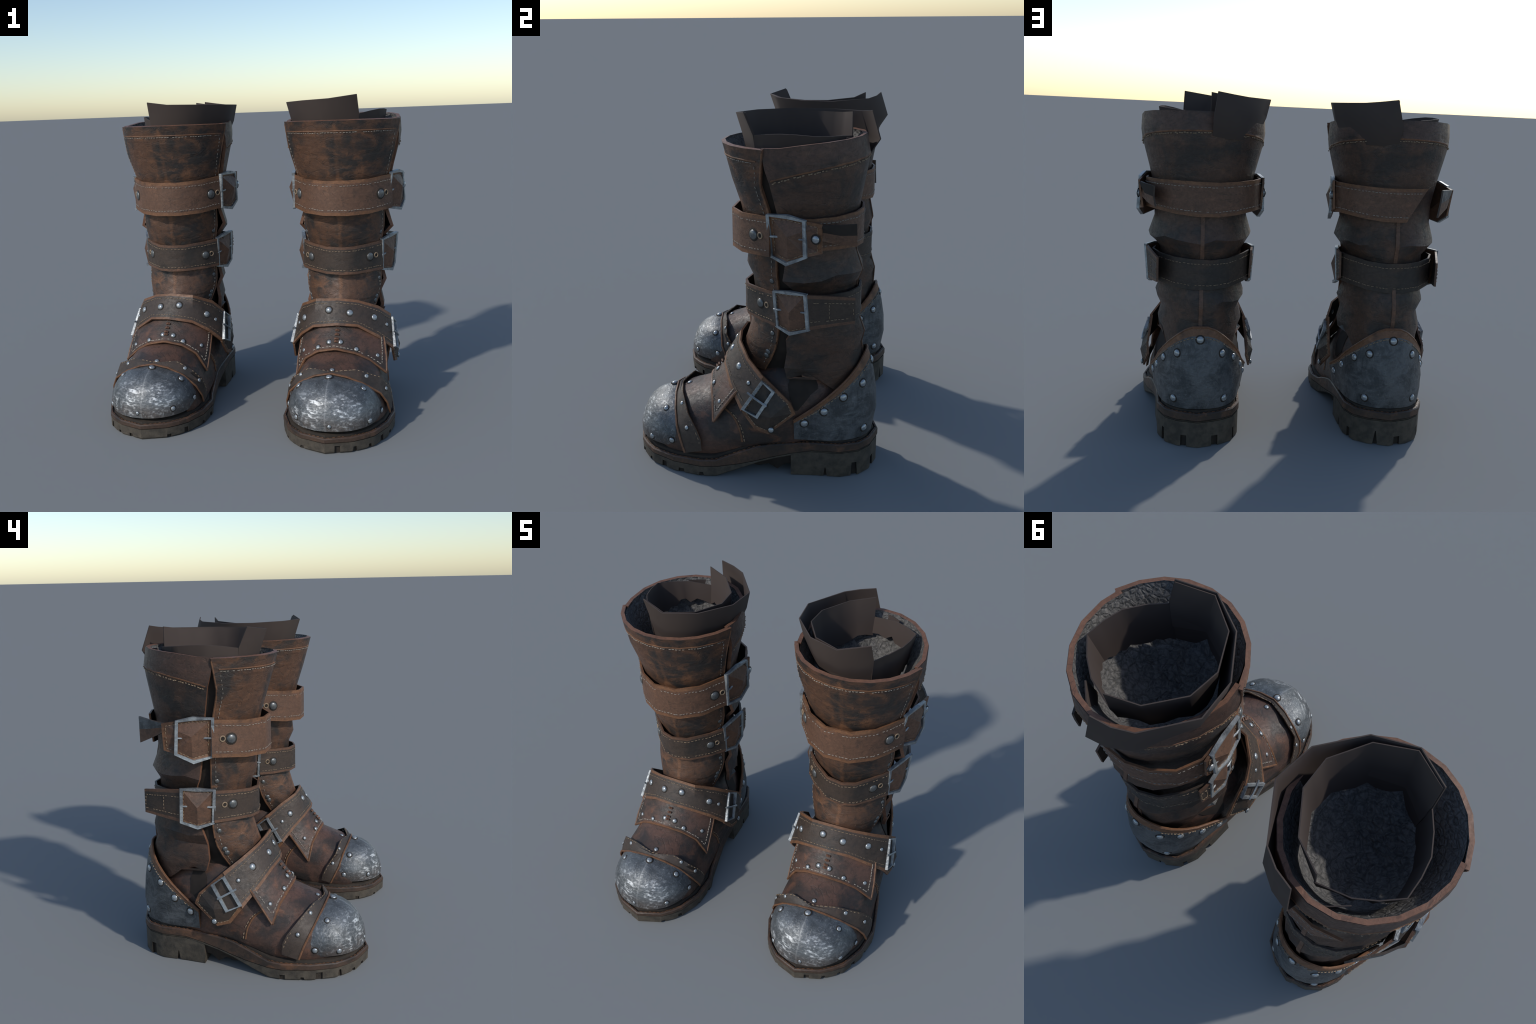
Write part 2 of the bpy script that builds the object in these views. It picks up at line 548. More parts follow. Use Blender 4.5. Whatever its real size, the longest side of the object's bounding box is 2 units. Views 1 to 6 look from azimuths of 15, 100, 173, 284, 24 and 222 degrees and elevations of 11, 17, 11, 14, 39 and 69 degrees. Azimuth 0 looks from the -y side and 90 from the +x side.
    for z, ins in lev:
        for k in range(nseg):
            th = 2 * math.pi * k / nseg
            W = np.interp(z, bz, [q[1] for q in BACK_ROWS][::-1]) + ins
            Yf = np.interp(z, fz, [q[2] for q in FRONT_ROWS][::-1]) - ins
            Yb = np.interp(z, bz, [q[2] for q in BACK_ROWS][::-1]) + ins
            x, y = ring_point(max(W, .012), min(Yf, YC - .012), max(Yb, YC + .012), th)
            dz = .034 * max(0, -math.cos(th)) if z > 1.7 else 0
            if z < 1.60:
                dz += sum(h * math.exp(-((x - a) ** 2 + (y - b) ** 2) / (s * s)) for a, b, s, h in bumps)
                dz += .035 * max(0, math.sin(th * 5 + 1)) ** 3 * (1 if ins > -.15 else .3)
            V.append((x, y, z + dz))
    F = ngons(0, len(lev), nseg)
    F.append(tuple(range((len(lev) - 1) * nseg, len(lev) * nseg)))
    B.mesh('lining', V, F, ['lining'], angle=80)

    # ---------------------------------------------------------------- foot wrap (rolled sheet)
    outer = [(-.062, .622, 1.995), (-.150, .600, 1.982), (-.232, .555, 1.972), (-.376, .345, 1.965), (-.357, .16, 1.966), (-.222, -.02, 1.970), (-.045, -.10, 1.975), (.118, -.026, 1.995)]
    mid_o = [(-.040, .668, 1.85), (-.130, .645, 1.845), (-.222, .590, 1.85), (-.352, .345, 1.86), (-.330, .17, 1.86), (-.200, .005, 1.865), (-.035, -.065, 1.87), (.124, .024, 1.88)]
    low_o = [(-.040, .600, 1.745), (-.120, .590, 1.74), (-.200, .550, 1.74), (-.300, .335, 1.74), (-.280, .18, 1.74), (-.170, .03, 1.74), (-.020, -.03, 1.74), (.110, .045, 1.74)]
    g = Grid([outer, mid_o, low_o])
    V, F, I = g.sheet(.006)
    wr = B.mesh('foot_wrap', V, F, ['wrap'], I, angle=55)
    def ragged(rows, n=3, amp=.022):
        """resample columns and tear the lowest row into uneven teeth"""
        A = np.array(rows, float); C0 = A.shape[1]
        t = np.linspace(0, C0 - 1, (C0 - 1) * n + 1)
        out = np.stack([np.stack([np.interp(t, range(C0), A[r, :, k]) for k in range(3)], 1) for r in range(A.shape[0])])
        out[-1, :, 2] += [rng.uniform(-amp, amp) for _ in t]
        return out
    inner = [(-.031, .523, 1.990), (-.167, .460, 1.970), (-.277, .305, 1.962), (-.287, .16, 1.962), (-.197, -.002, 1.966), (-.045, -.086, 1.972), (.112, -.018, 1.990)]
    mid_i = [(-.030, .523, 1.862), (-.158, .45, 1.85), (-.262, .30, 1.85), (-.270, .165, 1.85), (-.182, .012, 1.85), (-.037, -.052, 1.86), (.117, .030, 1.878)]
    low_i = [(-.028, .508, 1.765), (-.143, .440, 1.745), (-.240, .292, 1.715), (-.238, .17, 1.69), (-.158, .035, 1.665), (-.02, -.022, 1.645), (.105, .045, 1.65)]
    g = Grid(ragged([inner, mid_i, low_i]))
    V, F, I = g.sheet(.005)
    B.mesh('wrap_fold', V, F, ['wrap'], I, parent=wr, angle=55)
    lowt = [(.123, .027, 1.880), (.182, .10, 1.895), (.233, .185, 1.905), (.252, .27, 1.905), (.259, .36, 1.900), (.19, .43, 1.892), (.109, .486, 1.885), (-.034, .526, 1.866)]
    lowb = [(.108, .046, 1.65), (.16, .11, 1.65), (.204, .19, 1.665), (.220, .27, 1.69), (.228, .352, 1.715), (.171, .416, 1.75), (.099, .468, 1.775), (-.031, .508, 1.765)]
    g = Grid(ragged([lowt, lowb]))
    V, F, I = g.sheet(.005)
    B.mesh('wrap_fold', V, F, ['wrap'], I, parent=wr, angle=55)
    tailt = [(.125, .506, 1.880), (.065, .560, 1.872), (.03, .583, 1.868)]
    g = Grid([tailt, [(x * .9, y - .02, 1.76) for x, y, z in tailt]])
    V, F, I = g.sheet(.005)
    B.mesh('wrap_fold', V, F, ['wrap'], I, parent=wr, angle=55)

    # ---------------------------------------------------------------- straps round the leg
    def strap_band(name, cols, mats, thread, parent=None, cut=None):
        rows = []
        for f in (0, .09, .5, .91, 1):
            rows.append([(x, y, zt + (zb - zt) * f) for x, y, zt, zb in cols])
        rows = np.array(rows)
        if cut is not None:                      # torn end: shear the first columns
            for i in range(rows.shape[0]):
                f = (0, .09, .5, .91, 1)[i]
                a = rows[i, 0] * (1 - cut * f) + rows[i, 1] * cut * f
                rows[i, 0] = a
        g = Grid(rows)
        V, F, I = g.sheet(.011, lambda r, c: 1 if r in (0, 3) else 0, 2, 1)
        ob = B.mesh(name, V, F, mats, I, parent=parent)
        n = len(cols) - 1
        st = [stitches(g.line((1.15, .1), (1.15, n - .1), 60), rng, .021, .013, .0018),
              stitches(g.line((2.85, .1), (2.85, n - .1), 60), rng, .021, .013, .0018)]
        V, F = merge(st)
        B.mesh('stitching', V, F, [thread], parent=ob, stuff=True)
        return ob, g

    def fan(outline, apex, thick, mats, name, parent, border=.16, lift=True):
        """strap end inside / behind a buckle: faceted plate with worn border"""
        n = len(outline)
        O = np.array(outline); A = np.array(apex); c = O.mean(0)
        nor = np.zeros(3)
        for i in range(n):
            nor += np.cross(O[i] - c, O[(i + 1) % n] - c)
        nor /= np.linalg.norm(nor)
        if nor @ (A - np.array((0, A[1], A[2]))) < 0:
            nor = -nor; O = O[::-1]
        O = O - nor * .007
        Ib = O + (c - O) * border
        V = [tuple(p) for p in O] + [tuple(p) for p in Ib] + [tuple(A)] + [tuple(p - nor * thick) for p in O] + [tuple(c - nor * thick)]
        F, I = [], []
        for i in range(n):
            j = (i + 1) % n
            F.append((i, j, n + j, n + i)); I.append(1)
            F.append((n + i, n + j, 2 * n)); I.append(0)
            F.append((j, i, 2 * n + 1 + i, 2 * n + 1 + j)); I.append(1)
            F.append((2 * n + 1 + j, 2 * n + 1 + i, 3 * n + 1)); I.append(0)
        ob = B.mesh(name, V, F, mats, I, parent=parent, angle=12)
        line = [(p * .62 + q * .38, nor) for p, q in zip(np.vstack([Ib, Ib[:1]]), np.vstack([Ib, Ib[:1]]))]
        line = [(Ib[i % n] * (1 - t) + Ib[(i + 1) % n] * t + nor * .003, nor) for i in range(n) for t in (0, .5)]
        line.append((Ib[0] + nor * .003, nor))
        V, F = stitches(line, rng, .021, .013, .002)
        if V:
            B.mesh('stitching', V, F, ['thread'], parent=ob, stuff=True)
        return ob, nor

    def buckle(pts, parent, r=.0135, prong=((0, 5), (2, 3)), lift=-.005, name='buckle'):
        """frame bars through the corner points (front-top, mid-top, rear-top, rear-bottom, mid-bottom, front-bottom) and a prong"""
        P = [np.array(p, float) for p in pts]
        c = sum(P) / len(P)
        nor = np.cross(P[1] - P[0], P[-1] - P[0]); nor /= np.linalg.norm(nor)
        if nor @ np.array((c[0], 0, 0)) < 0:
            nor = -nor
        P = [p + nor * lift for p in P]
        parts = [tube(P, r, 4, True, [nor] * len(P))]
        (a, b), (d, e) = prong
        f, q = (P[a] + P[b]) / 2, (P[d] + P[e]) / 2
        parts.append(tube([f - (q - f) * .06 + nor * .006, f + (q - f) * .10 + nor * .010, f + (q - f) * .28 + nor * .002], .006, 6))
        parts.append(tube([q + nor * .006, q + (f - q) * .12 + nor * .008, q + (f - q) * .28 + nor * .001], .005, 6))
        V, F = merge(parts)
        return B.mesh(name, V, F, ['buckle'], parent=parent, angle=35)

    torn = side < 0
    # upper strap -------------------------------------------------
    cols = [(.312, .140, 1.506, 1.293), (.249, .046, 1.497, 1.285), (.185, -.028, 1.489, 1.276), (.065, -.105, 1.487, 1.272), (-.085, -.105, 1.486, 1.273),
            (-.210, -.025, 1.493, 1.280), (-.262, .052, 1.500, 1.290), (-.318, .128, 1.512, 1.300)]
    s1, g1 = strap_band('strap', cols, ['strap', 'edge', 'core'], 'pale_thread')
    cols = [(.325, .22, 1.500, 1.335), (.325, .36, 1.502, 1.336), (.266, .480, 1.505, 1.336), (.15, .570, 1.508, 1.322), (.035, .597, 1.506, 1.312), (-.085, .592, 1.504, 1.312),
            (-.19, .550, 1.508, 1.322), (-.285, .475, 1.512, 1.336), (-.335, .36, 1.512, 1.336), (-.325, .22, 1.510, 1.335)]
    if torn:
        cols = [(.165, .562, 1.506, 1.322)] + cols[4:]
    s1b, g1b = strap_band('strap', cols, ['strap', 'edge', 'core'], 'pale_thread', s1, .95 if torn else None)
    for q in ((.249, .046, 1.395), (-.263, .053, 1.394)):
        P, n = g1.snap(q); stud(B, P, n, .027, s1, OLD_RIVET)
    for q in ((.280, .093, 1.395), (-.293, .092, 1.397)):
        P, n = g1.snap(q); stud(B, P + n * .001, n, .015, s1, EYELET, 'eyelet')
    for s in (1, -1):
        fr = [(.309, .132, 1.511), (.343, .235, 1.515), (.362, .323, 1.500), (.373, .330, 1.318), (.358, .234, 1.275), (.290, .146, 1.293)]
        tail = [(.374, .409, 1.489), (.353, .409, 1.333)]
        if s < 0:
            fr = [(.318, .115, 1.517), (.334, .225, 1.520), (.352, .318, 1.512), (.357, .322, 1.325), (.345, .235, 1.281), (.312, .123, 1.300)]; tail = [(.362, .360, 1.518), (.352, .368, 1.350)]
        X = lambda p: (s * p[0], p[1], p[2])
        ol = [X(p) for p in (fr[0], fr[1], fr[2], tail[0], tail[1], fr[3], fr[4], fr[5])]
        pl, nor = fan(ol, X((.368, .238, 1.418)), .012, ['strap', 'edge'], 'strap_end', s1)
        buckle([X(p) for p in fr], pl)
        if not (torn and s > 0):
            stud(B, np.array(X((.366, .382, 1.412) if s > 0 else (.357, .343, 1.43))), nor, .020, pl)
    # loose end of the broken strap behind the outer buckle
    if torn:
        g = Grid([[(.365, .40, 1.487), (.320, .490, 1.497), (.244, .592, 1.503)], [(.346, .40, 1.465), (.318, .492, 1.448), (.236, .595, 1.428)], [(.355, .40, 1.440), (.305, .500, 1.392), (.222, .600, 1.346)]])
    else:
        g = Grid([[(.365, .40, 1.478), (.322, .495, 1.478), (.274, .577, 1.475)], [(.346, .40, 1.445), (.326, .500, 1.425), (.276, .580, 1.416)], [(.355, .40, 1.405), (.308, .500, 1.372), (.266, .581, 1.360)]])
    V, F, I = g.sheet(.010, lambda r, c: 1 if r == 0 else 0, 2, 2)
    B.mesh('strap_tail', V, F, ['strap', 'heel' if torn else 'core', 'strap_dark'], I, parent=s1)

    # lower strap -------------------------------------------------
    cols = [(.252, .158, 1.084, .892), (.178, .066, 1.074, .893), (.095, -.020, 1.068, .893), (.015, -.048, 1.067, .893), (-.085, -.028, 1.068, .894), (-.198, .070, 1.076, .896), (-.264, .152, 1.086, .900)]
    s2, g2 = strap_band('strap', cols, ['strap_dark', 'strap', 'core'], 'thread')
    cols = [(.275, .22, 1.085, .915), (.285, .34, 1.085, .915), (.242, .445, 1.080, .914), (.155, .545, 1.076, .902), (.055, .590, 1.072, .897), (-.055, .590, 1.068, .897),
            (-.155, .545, 1.074, .905), (-.240, .445, 1.086, .918), (-.290, .34, 1.09, .92), (-.280, .22, 1.085, .92)]
    s2b, g2b = strap_band('strap', cols, ['strap_dark', 'strap_dark', 'core'], 'thread', s2)
    for q in ((.180, .070, .991), (-.198, .071, .990)):
        P, n = g2.snap(q); stud(B, P, n, .025, s2, OLD_RIVET)
    for q in ((.214, .112, .991), (-.230, .110, .992)):
        P, n = g2.snap(q); stud(B, P + n * .001, n, .014, s2, EYELET, 'eyelet')
    for s in (1, -1):
        fr = [(.250, .154, 1.086), (.290, .240, 1.098), (.326, .326, 1.104), (.308, .339, .904), (.302, .243, .876), (.246, .168, .890)]
        tail = [(.252, .578, 1.077), (.252, .579, .937)] if s > 0 else [(.296, .40, 1.095), (.290, .40, .94)]
        if s < 0:
            fr = [(.262, .152, 1.087), (.286, .240, 1.101), (.306, .326, 1.108), (.294, .335, .908), (.293, .243, .880), (.257, .165, .892)]
        X = lambda p: (s * p[0], p[1], p[2])
        ol = [X(p) for p in (fr[0], fr[1], fr[2], fr[3], fr[4], fr[5])]
        pl, nor = fan(ol, X((.312, .240, .995)), .012, ['strap', 'edge'], 'strap_end', s2, .12)
        buckle([X(p) for p in fr], pl)
        g = Grid([[X(ptp(ptp(fr[2], tail[0], t), ptp(fr[3], tail[1], t), f)) for t in (0, .45, .5, 1)] for f in (0, .1, .9, 1)])
        V, F, I = g.sheet(.012, lambda r, c: 1 if (r in (0, 2)) else 0, 0, 1)
        tl = B.mesh('strap_tail', V, F, ['strap_dark', 'strap', 'core'], I, parent=s2)
        V, F = merge([stitches(g.line((a, .05), (a, 2.95), 20), rng, .02) for a in (1.15, 1.85)] + [stitches(g.line((1.15, c), (1.85, c), 10), rng, .02) for c in (1.4, 2.93)])
        B.mesh('stitching', V, F, ['thread'], parent=tl, stuff=True)

    # ---------------------------------------------------------------- sole
    SO = [(-.655, .148, -.145), (-.60, .218, -.205), (-.55, .267, -.245), (-.412, .329, -.300), (-.25, .356, -.308), (-.165, .344, -.280), (-.03, .316, -.262),
          (.06, .292, -.250), (.15, .274, -.246), (.245, .260, -.247), (.36, .246, -.246), (.515, .237, -.239), (.615, .193, -.197), (.67, .123, -.117)]
    toe, heel = (0, -.707), (.003, .708)
    TY = (-.71, -.165, .03, .13, .245, .30, .71)
    z_bot = lambda y: lerp_table(y, TY, (0, 0, .068, .096, .122, .146, .148))
    z_mid = lambda y: lerp_table(y, TY, (.060, .060, .084, .110, .136, .156, .156))
    z_lip = lambda y: lerp_table(y, TY, (.090, .103, .176, .190, .200, .207, .203))
    outline = [toe] + [(o, y) for y, o, i in SO] + [heel] + [(i, y) for y, o, i in reversed(SO)]
    nO = len(outline); nS = len(SO)
    def inset(d):
        P = np.array(outline); out = []
        for i in range(nO):
            a, b = P[i - 1], P[(i + 1) % nO]
            t = (b - a) / np.linalg.norm(b - a)
            out.append(tuple(P[i] + d * np.array((-t[1], t[0]))))
        return out
    def caps(base, up):
        F = []
        idx = lambda k: base + k
        for i in range(nS - 1):
            a, b = 1 + i, 2 + i
            c, d = nO - 1 - i - 1, nO - 1 - i
            F.append((idx(a), idx(b), idx(c), idx(d)))
        F.append((idx(0), idx(1), idx(nO - 1)))
        F.append((idx(nS), idx(nS + 1), idx(nS + 2)))
        return F if up else [tuple(reversed(f)) for f in F]
    def stack(levels, bottom=True, top=True):
        V = []
        for ins, zf in levels:
            V += [(x, y, zf(oy)) for (x, y), (ox, oy) in zip(inset(ins), outline)]
        F = [f for f in ngons(0, len(levels), nO)]
        if bottom: F += caps(0, False)
        if top: F += caps((len(levels) - 1) * nO, True)
        return V, F
    V, F = stack([(.006, z_bot), (.0, lambda y: z_bot(y) + .008), (.0, z_mid), (.01, lambda y: z_mid(y) + .001)])
    outsole = B.mesh('outsole', V, F, ['rubber', 'sunk'], angle=35)
    V, F = stack([(.003, lambda y: z_mid(y) + .0015), (-.002, lambda y: z_mid(y) + .006), (-.002, lambda y: z_lip(y) - .006), (.004, z_lip), (.013, lambda y: z_lip(y) + .001), (.017, lambda y: z_lip(y) - .010)])
    B.mesh('welt', V, F, ['welt'], angle=35)
    V, F = stack([(.019, lambda y: z_lip(y) - .012), (.025, lambda y: z_lip(y) + .012), (.045, lambda y: z_lip(y) + .020)], False, True)  # near-black band modelled for the shadow line between upper and sole
    B.mesh('welt_shadow_band', V, F, ['sunk'], angle=35)
    # thread on the welt
    I2 = inset(.008)
    ring = [(np.array((x, y, z_lip(oy) + .0025)), np.array((0, 0, 1.))) for (x, y), (ox, oy) in zip(I2, outline)]
    V, F = stitches(ring + ring[:1], rng, .026, .015, .0018)
    B.mesh('stitching', V, F, ['edge'], stuff=True)
    # heel block
    hs = [q for q in SO if q[0] >= .245]
    ho = [(o - .003, y) for y, o, i in hs] + [(heel[0], heel[1] - .003)] + [(i + .003, y) for y, o, i in reversed(hs)]
    m = len(ho)
    V = [(x * .985, y if k not in (0, m - 1) else y, 0.0) for k, (x, y) in enumerate(ho)] + [(x, y, .008) for x, y in ho] + [(x, y, .147) for x, y in ho]
    F = ngons(0, 3, m) + [tuple(range(m - 1, -1, -1)), tuple(range(2 * m, 3 * m))]
    hb = B.mesh('heel', V, F, ['rubber', 'sunk'], angle=35)
    # shank under the arch, with torn flakes of sole
    V, F = [], []
    for y, zo in ((-.04, .030), (.06, .012), (.115, .030), (.165, .002), (.21, .040), (.246, .045)):
        zt = z_bot(y) + .01; zo += .014
        V += [(-.215, y, zt), (-.21, y, max(zo, .02)), (.02, y, .03), (.232, y, zo), (.250, y, zt)]
    F = [tuple(reversed(f)) for f in ngons(0, 6, 5)] + [(4, 3, 2, 1, 0), (25, 26, 27, 28, 29)]
    B.mesh('shank', V, F, ['core'], smooth=False)
    # tread notches cut into the edge
    def cutters(specs, name):
        V, F = [], []
        for (x, y), (tx, ty), w, h, d, taper in specs:
            t = np.array((tx, ty)) / math.hypot(tx, ty); n = np.array((-t[1], t[0]))
            o = len(V)
            for zz, ww in ((-.02, w), (h, w * taper)):
                for a, b in ((-1, -1), (1, -1), (1, 1), (-1, 1)):
                    q = np.array((x, y)) + t * a * ww / 2 + n * b * d
                    V.append((q[0], q[1], zz))
            F += [tuple(o + k for k in f) for f in ((3, 2, 1, 0), (4, 5, 6, 7), (0, 1, 5, 4), (1, 2, 6, 5), (2, 3, 7, 6), (3, 0, 4, 7))]
        return B.mesh(name, V, F, ['sunk'], smooth=False)
    def along(poly, s):
        P = np.array(poly); L = np.linalg.norm(np.diff(P, axis=0), axis=1); c = np.concatenate([[0], np.cumsum(L)])
        s *= c[-1]
        i = min(np.searchsorted(c, s, 'right') - 1, len(L) - 1)
        t = (P[i + 1] - P[i])
        return P[i] + t * (s - c[i]) / L[i], t
    specs = []
    fo = [p for p in outline[:7]]
    for s in (.10, .24, .40, .56, .73, .88):
        p, t = along(fo, s + rng.uniform(-.02, .02)); specs.append((p, t, rng.uniform(.026, .042), rng.uniform(.018, .046), .011, rng.choice((.5, .8, .95))))
    fi = [outline[0]] + outline[::-1][:6]
    for s in (.22, .42, .62, .82):
        p, t = along(fi, s + rng.uniform(-.02, .02)); specs.append((p, t, rng.uniform(.026, .042), rng.uniform(.018, .044), .011, rng.choice((.5, .8, .95))))
    c1 = cutters(specs, 'notch_cutter')
    specs = []
    for s in (.16, .30, .44, .58, .72, .86):
        p, t = along(ho, s + rng.uniform(-.015, .015)); specs.append((p, t, rng.uniform(.026, .042), rng.uniform(.045, .085), .016, rng.choice((.15, .7, .95))))
    c2 = cutters(specs, 'notch_cutter')
    for ob, cut in ((outsole, c1), (hb, c2)):
        md = ob.modifiers.new('notches', 'BOOLEAN'); md.operation = 'DIFFERENCE'; md.object = cut; md.solver = 'EXACT'
        bpy.context.view_layer.update()
        me = bpy.data.meshes.new_from_object(ob.evaluated_get(bpy.context.evaluated_depsgraph_get()))
        ob.modifiers.clear(); ob.data = me
        bpy.data.objects.remove(cut)

    # ---------------------------------------------------------------- vamp (foot upper)
    VS = [(-.505, .245, .235, .340, 2.2), (-.455, .280, .262, .372, 2.2), (-.40, .303, .272, .393, 2.2), (-.33, .316, .274, .416, 2.15), (-.26, .318, .274, .444, 2.15),
          (-.20, .316, .270, .474, 2.15), (-.12, .308, .266, .528, 2.05), (-.03, .300, .262, .585, 2.05), (.08, .286, .262, .64, 2.5), (.16, .276, .260, .66, 2.9), (.24, .270, .258, .66, 3.0),
          (.31, .250, .246, .65, 3.0), (.40, .228, .226, .62, 2.8), (.50, .185, .185, .58, 2.6), (.58, .12, .12, .50, 2.2)]
    rows = []
    for y, Wo, Wi, zt, n in VS:
        z0 = z_lip(y) + .028
        row = [(Wo * .925, y, z0 - .032)]
        for ph in np.linspace(0, math.pi, 15):
            c, s = math.cos(ph), math.sin(ph)
            row.append(((Wo if c > 0 else Wi) * math.copysign(abs(c) ** (2 / n), c), y, z0 + (zt - z0) * abs(s) ** (2 / n)))
        row.append((-Wi * .925, y, z0 - .032))
        rows.append(row)
    vamp = Grid(rows, (0, 0, .15))
    V, F, I = vamp.sheet(.012, None, 0, 0)
    vp = B.mesh('vamp', V, F, ['vamp'], I, angle=50)
    # worn-through dark patches at the ankle
    for s in (1, -1):
        if side > 0:
            pc = [[(.236, .62), (.30, .645), (.36, .65), (.415, .645)], [(.226, .55), (.29, .56), (.35, .57), (.418, .58)], [(.235, .48), (.28, .485), (.33, .50), (.40, .53)], [(.262, .40), (.285, .41), (.315, .44), (.37, .50)]]
        else:
            pc = [[(.232, .61), (.27, .625), (.31, .63), (.352, .632)], [(.220, .55), (.26, .555), (.30, .56), (.345, .57)], [(.228, .48), (.26, .485), (.30, .50), (.338, .52)], [(.262, .40), (.28, .405), (.305, .425), (.33, .46)]]
        rows2 = []
        for r in pc:
            rr2 = []
            for y, z in r:
                P, n = vamp.snap((s * .26, y, z), 5)
                rr2.append(tuple(P + n * .004))
            rows2.append(rr2)
        pg = Grid(rows2, (0, .3, .4))
        V, F, I = pg.sheet(.003)
        B.mesh('worn_patch', V, F, ['core'], I, parent=vp)
    # curved side seams with double stitching
    st, pp = [], []
    for a, b in (((5.75, 4.2), (7.2, 1.2)), ((5.75, 11.8), (7.2, 14.8))):
        ln = []
        for t in np.linspace(0, 1, 16):
            P, n = vamp.at(a[0] + (b[0] - a[0]) * t + .35 * math.sin(t * math.pi), a[1] + (b[1] - a[1]) * t)
            ln.append((P + n * .003, n))
        st.append(stitches(ln, rng, .022, .014, .003)); pp.append(tube([p - n * .002 + np.array((0, -.014, 0)) for p, n in ln], .006))
    V, F = merge(st); B.mesh('stitching', V, F, ['thread'], parent=vp, stuff=True)
    V, F = merge(pp); B.mesh('piping', V, F, ['edge'], parent=vp)

    # ---------------------------------------------------------------- toe cap
    rows = []
    for v in np.linspace(0, 1, 11):
        a = v * math.pi / 2
        n = 2.12
        r = max(math.cos(a), 0) ** (2 / n); zz = math.sin(a) ** (2 / n)
        row = []
        for u in np.linspace(-1, 1, 25):
            th = u * math.pi / 2
            W = .302 if u > 0 else .270
            x = r * W * math.copysign(abs(math.sin(th)) ** (2 / 1.98), th)
            y = -.452 - r * .238 * max(math.cos(th), 0) ** (2 / 1.98)
            y += .105 * (1 - zz) * abs(u) ** 3
            k = min(abs(x) / (.66 * W), 1)               # flat flanks fall away from a keel line
            row.append((x * (1 - .05 * (v < .05)), y, .128 + (.386 - .128) * zz - .014 * math.sin(math.pi * k) * zz))
        rows.append(row)
    cap = Grid(rows, (0, -.40, .15))
    V, F, I = cap.sheet(.008, None, 0, 0)
    tc = B.mesh('toe_cap', V, F, ['toe'], I, angle=60)
    for q, r in (((-.001, -.494, .372), .019), ((.235, -.563, .165), .016), ((.301, -.430, .178), .016), ((-.188, -.482, .316), .017), ((.195, -.482, .316), .015),
                 ((-.173, -.609, .171), .015), ((-.248, -.452, .18), .016), ((.03, -.70, .155), .011)):
        P, n = cap.snap(q, 3); stud(B, P, n, r, tc)
    # leather strip behind the cap with its flared rear edge
    Fr = [(.335, -.340, .125), (.322, -.365, .195), (.285, -.395, .262), (.195, -.428, .325), (.095, -.452, .370), (0, -.463, .390), (-.095, -.453, .368), (-.190, -.430, .316), (-.258, -.410, .245), (-.283, -.378, .175), (-.284, -.355, .125)]
    Re = [(.338, -.245, .150), (.337, -.248, .215), (.326, -.275, .272), (.282, -.333, .344), (.150, -.398, .405), (0, -.440, .396), (-.140, -.405, .403), (-.243, -.385, .332), (-.280, -.330, .255), (-.288, -.300, .190), (-.288, -.292, .145)]
    g = Grid([Fr, [tuple(np.array(ptp(a, b, .5)) + np.array((math.copysign(.006, a[0]) * min(1, abs(a[0]) * 4), 0, .005))) for a, b in zip(Fr, Re)], Re], (0, -.25, .15))
    V, F, I = g.sheet(.006, lambda r, c: 0, 1, 2)
    sp = B.mesh('cap_strip', V, F, ['strap_dark', 'core', 'edge'], I, parent=tc)
    V, F = tube([np.array(p) + np.array((0, -.004, .003)) for p in Fr], .0065)
    B.mesh('piping', V, F, ['edge'], parent=tc)
    V, F = stitches([g.at(1.8, c) for c in np.linspace(.5, 9.5, 40)], rng, .026, .015, .0025)
    B.mesh('stitching', V, F, ['thread'], parent=sp, stuff=True)
    for q, r in (((.193, -.382, .363), .013), ((.30, -.33, .27), .012), ((-.18, -.40, .355), .012), ((-.262, -.37, .27), .012)):
        P, n = g.snap(q, 5); stud(B, P, n, r, sp)
    P, n = vamp.snap((.003, -.401, .400), 5); stud(B, P, n, .014, vp)

    # ---------------------------------------------------------------- tongue flap over the instep
    T0 = [(-.262, -.194, .272), (-.200, -.212, .392), (-.115, -.240, .452), (0, -.258, .478), (.122, -.236, .448), (.205, -.208, .402), (.302, -.184, .318)]
    T1 = [(-.262, -.13, .365), (-.205, -.165, .445), (-.115, -.195, .503), (0, -.212, .525), (.122, -.195, .500), (.210, -.165, .448), (.296, -.13, .400)]
    T2 = [(-.256, -.054, .466), (-.205, -.095, .535), (-.115, -.130, .585), (0, -.140, .605), (.122, -.130, .582), (.212, -.10, .535), (.280, -.068, .485)]
    T3 = [(-.235, .01, .54), (-.19, -.03, .61), (-.11, -.075, .655), (0, -.085, .67), (.11, -.075, .655), (.19, -.03, .61), (.25, .0, .56)]
    tg = Grid([T0, T1, T2, T3], (0, .1, .2))
    V, F, I = tg.sheet(.011, None, 1, 1)
    to = B.mesh('tongue_flap', V, F, ['vamp', 'edge'], I)
    V, F = merge([tube([p for p, n in tg.line((.0, 0), (.0, 6), 30, -.002)], .008)] + [tube([p for p, n in tg.line((0, e), (2.3, e), 12, -.003)], .007) for e in (0, 6)])
    B.mesh('piping', V, F, ['edge'], parent=to)
    V, F = merge([stitches(tg.line((.28, .25), (.28, 5.75), 50), rng, .022, .014, .003), stitches(tg.line((.3, .3), (2.2, .3), 20), rng, .018, .012, .003), stitches(tg.line((.3, 5.7), (2.2, 5.7), 20), rng, .018, .012, .003)])
    B.mesh('stitching', V, F, ['pale_thread'], parent=to, stuff=True)
    parts = []
    for k in range(5):                            # laced cord up the middle
        P, n = tg.at(.75 + k * .27, 3.0)
        parts.append(tube([P + np.array((-.009, 0, 0)), P + n * .009, P + np.array((.010, 0, 0))], .008, 6))
    V, F = merge(parts); B.mesh('lacing', V, F, ['rim'], parent=to)
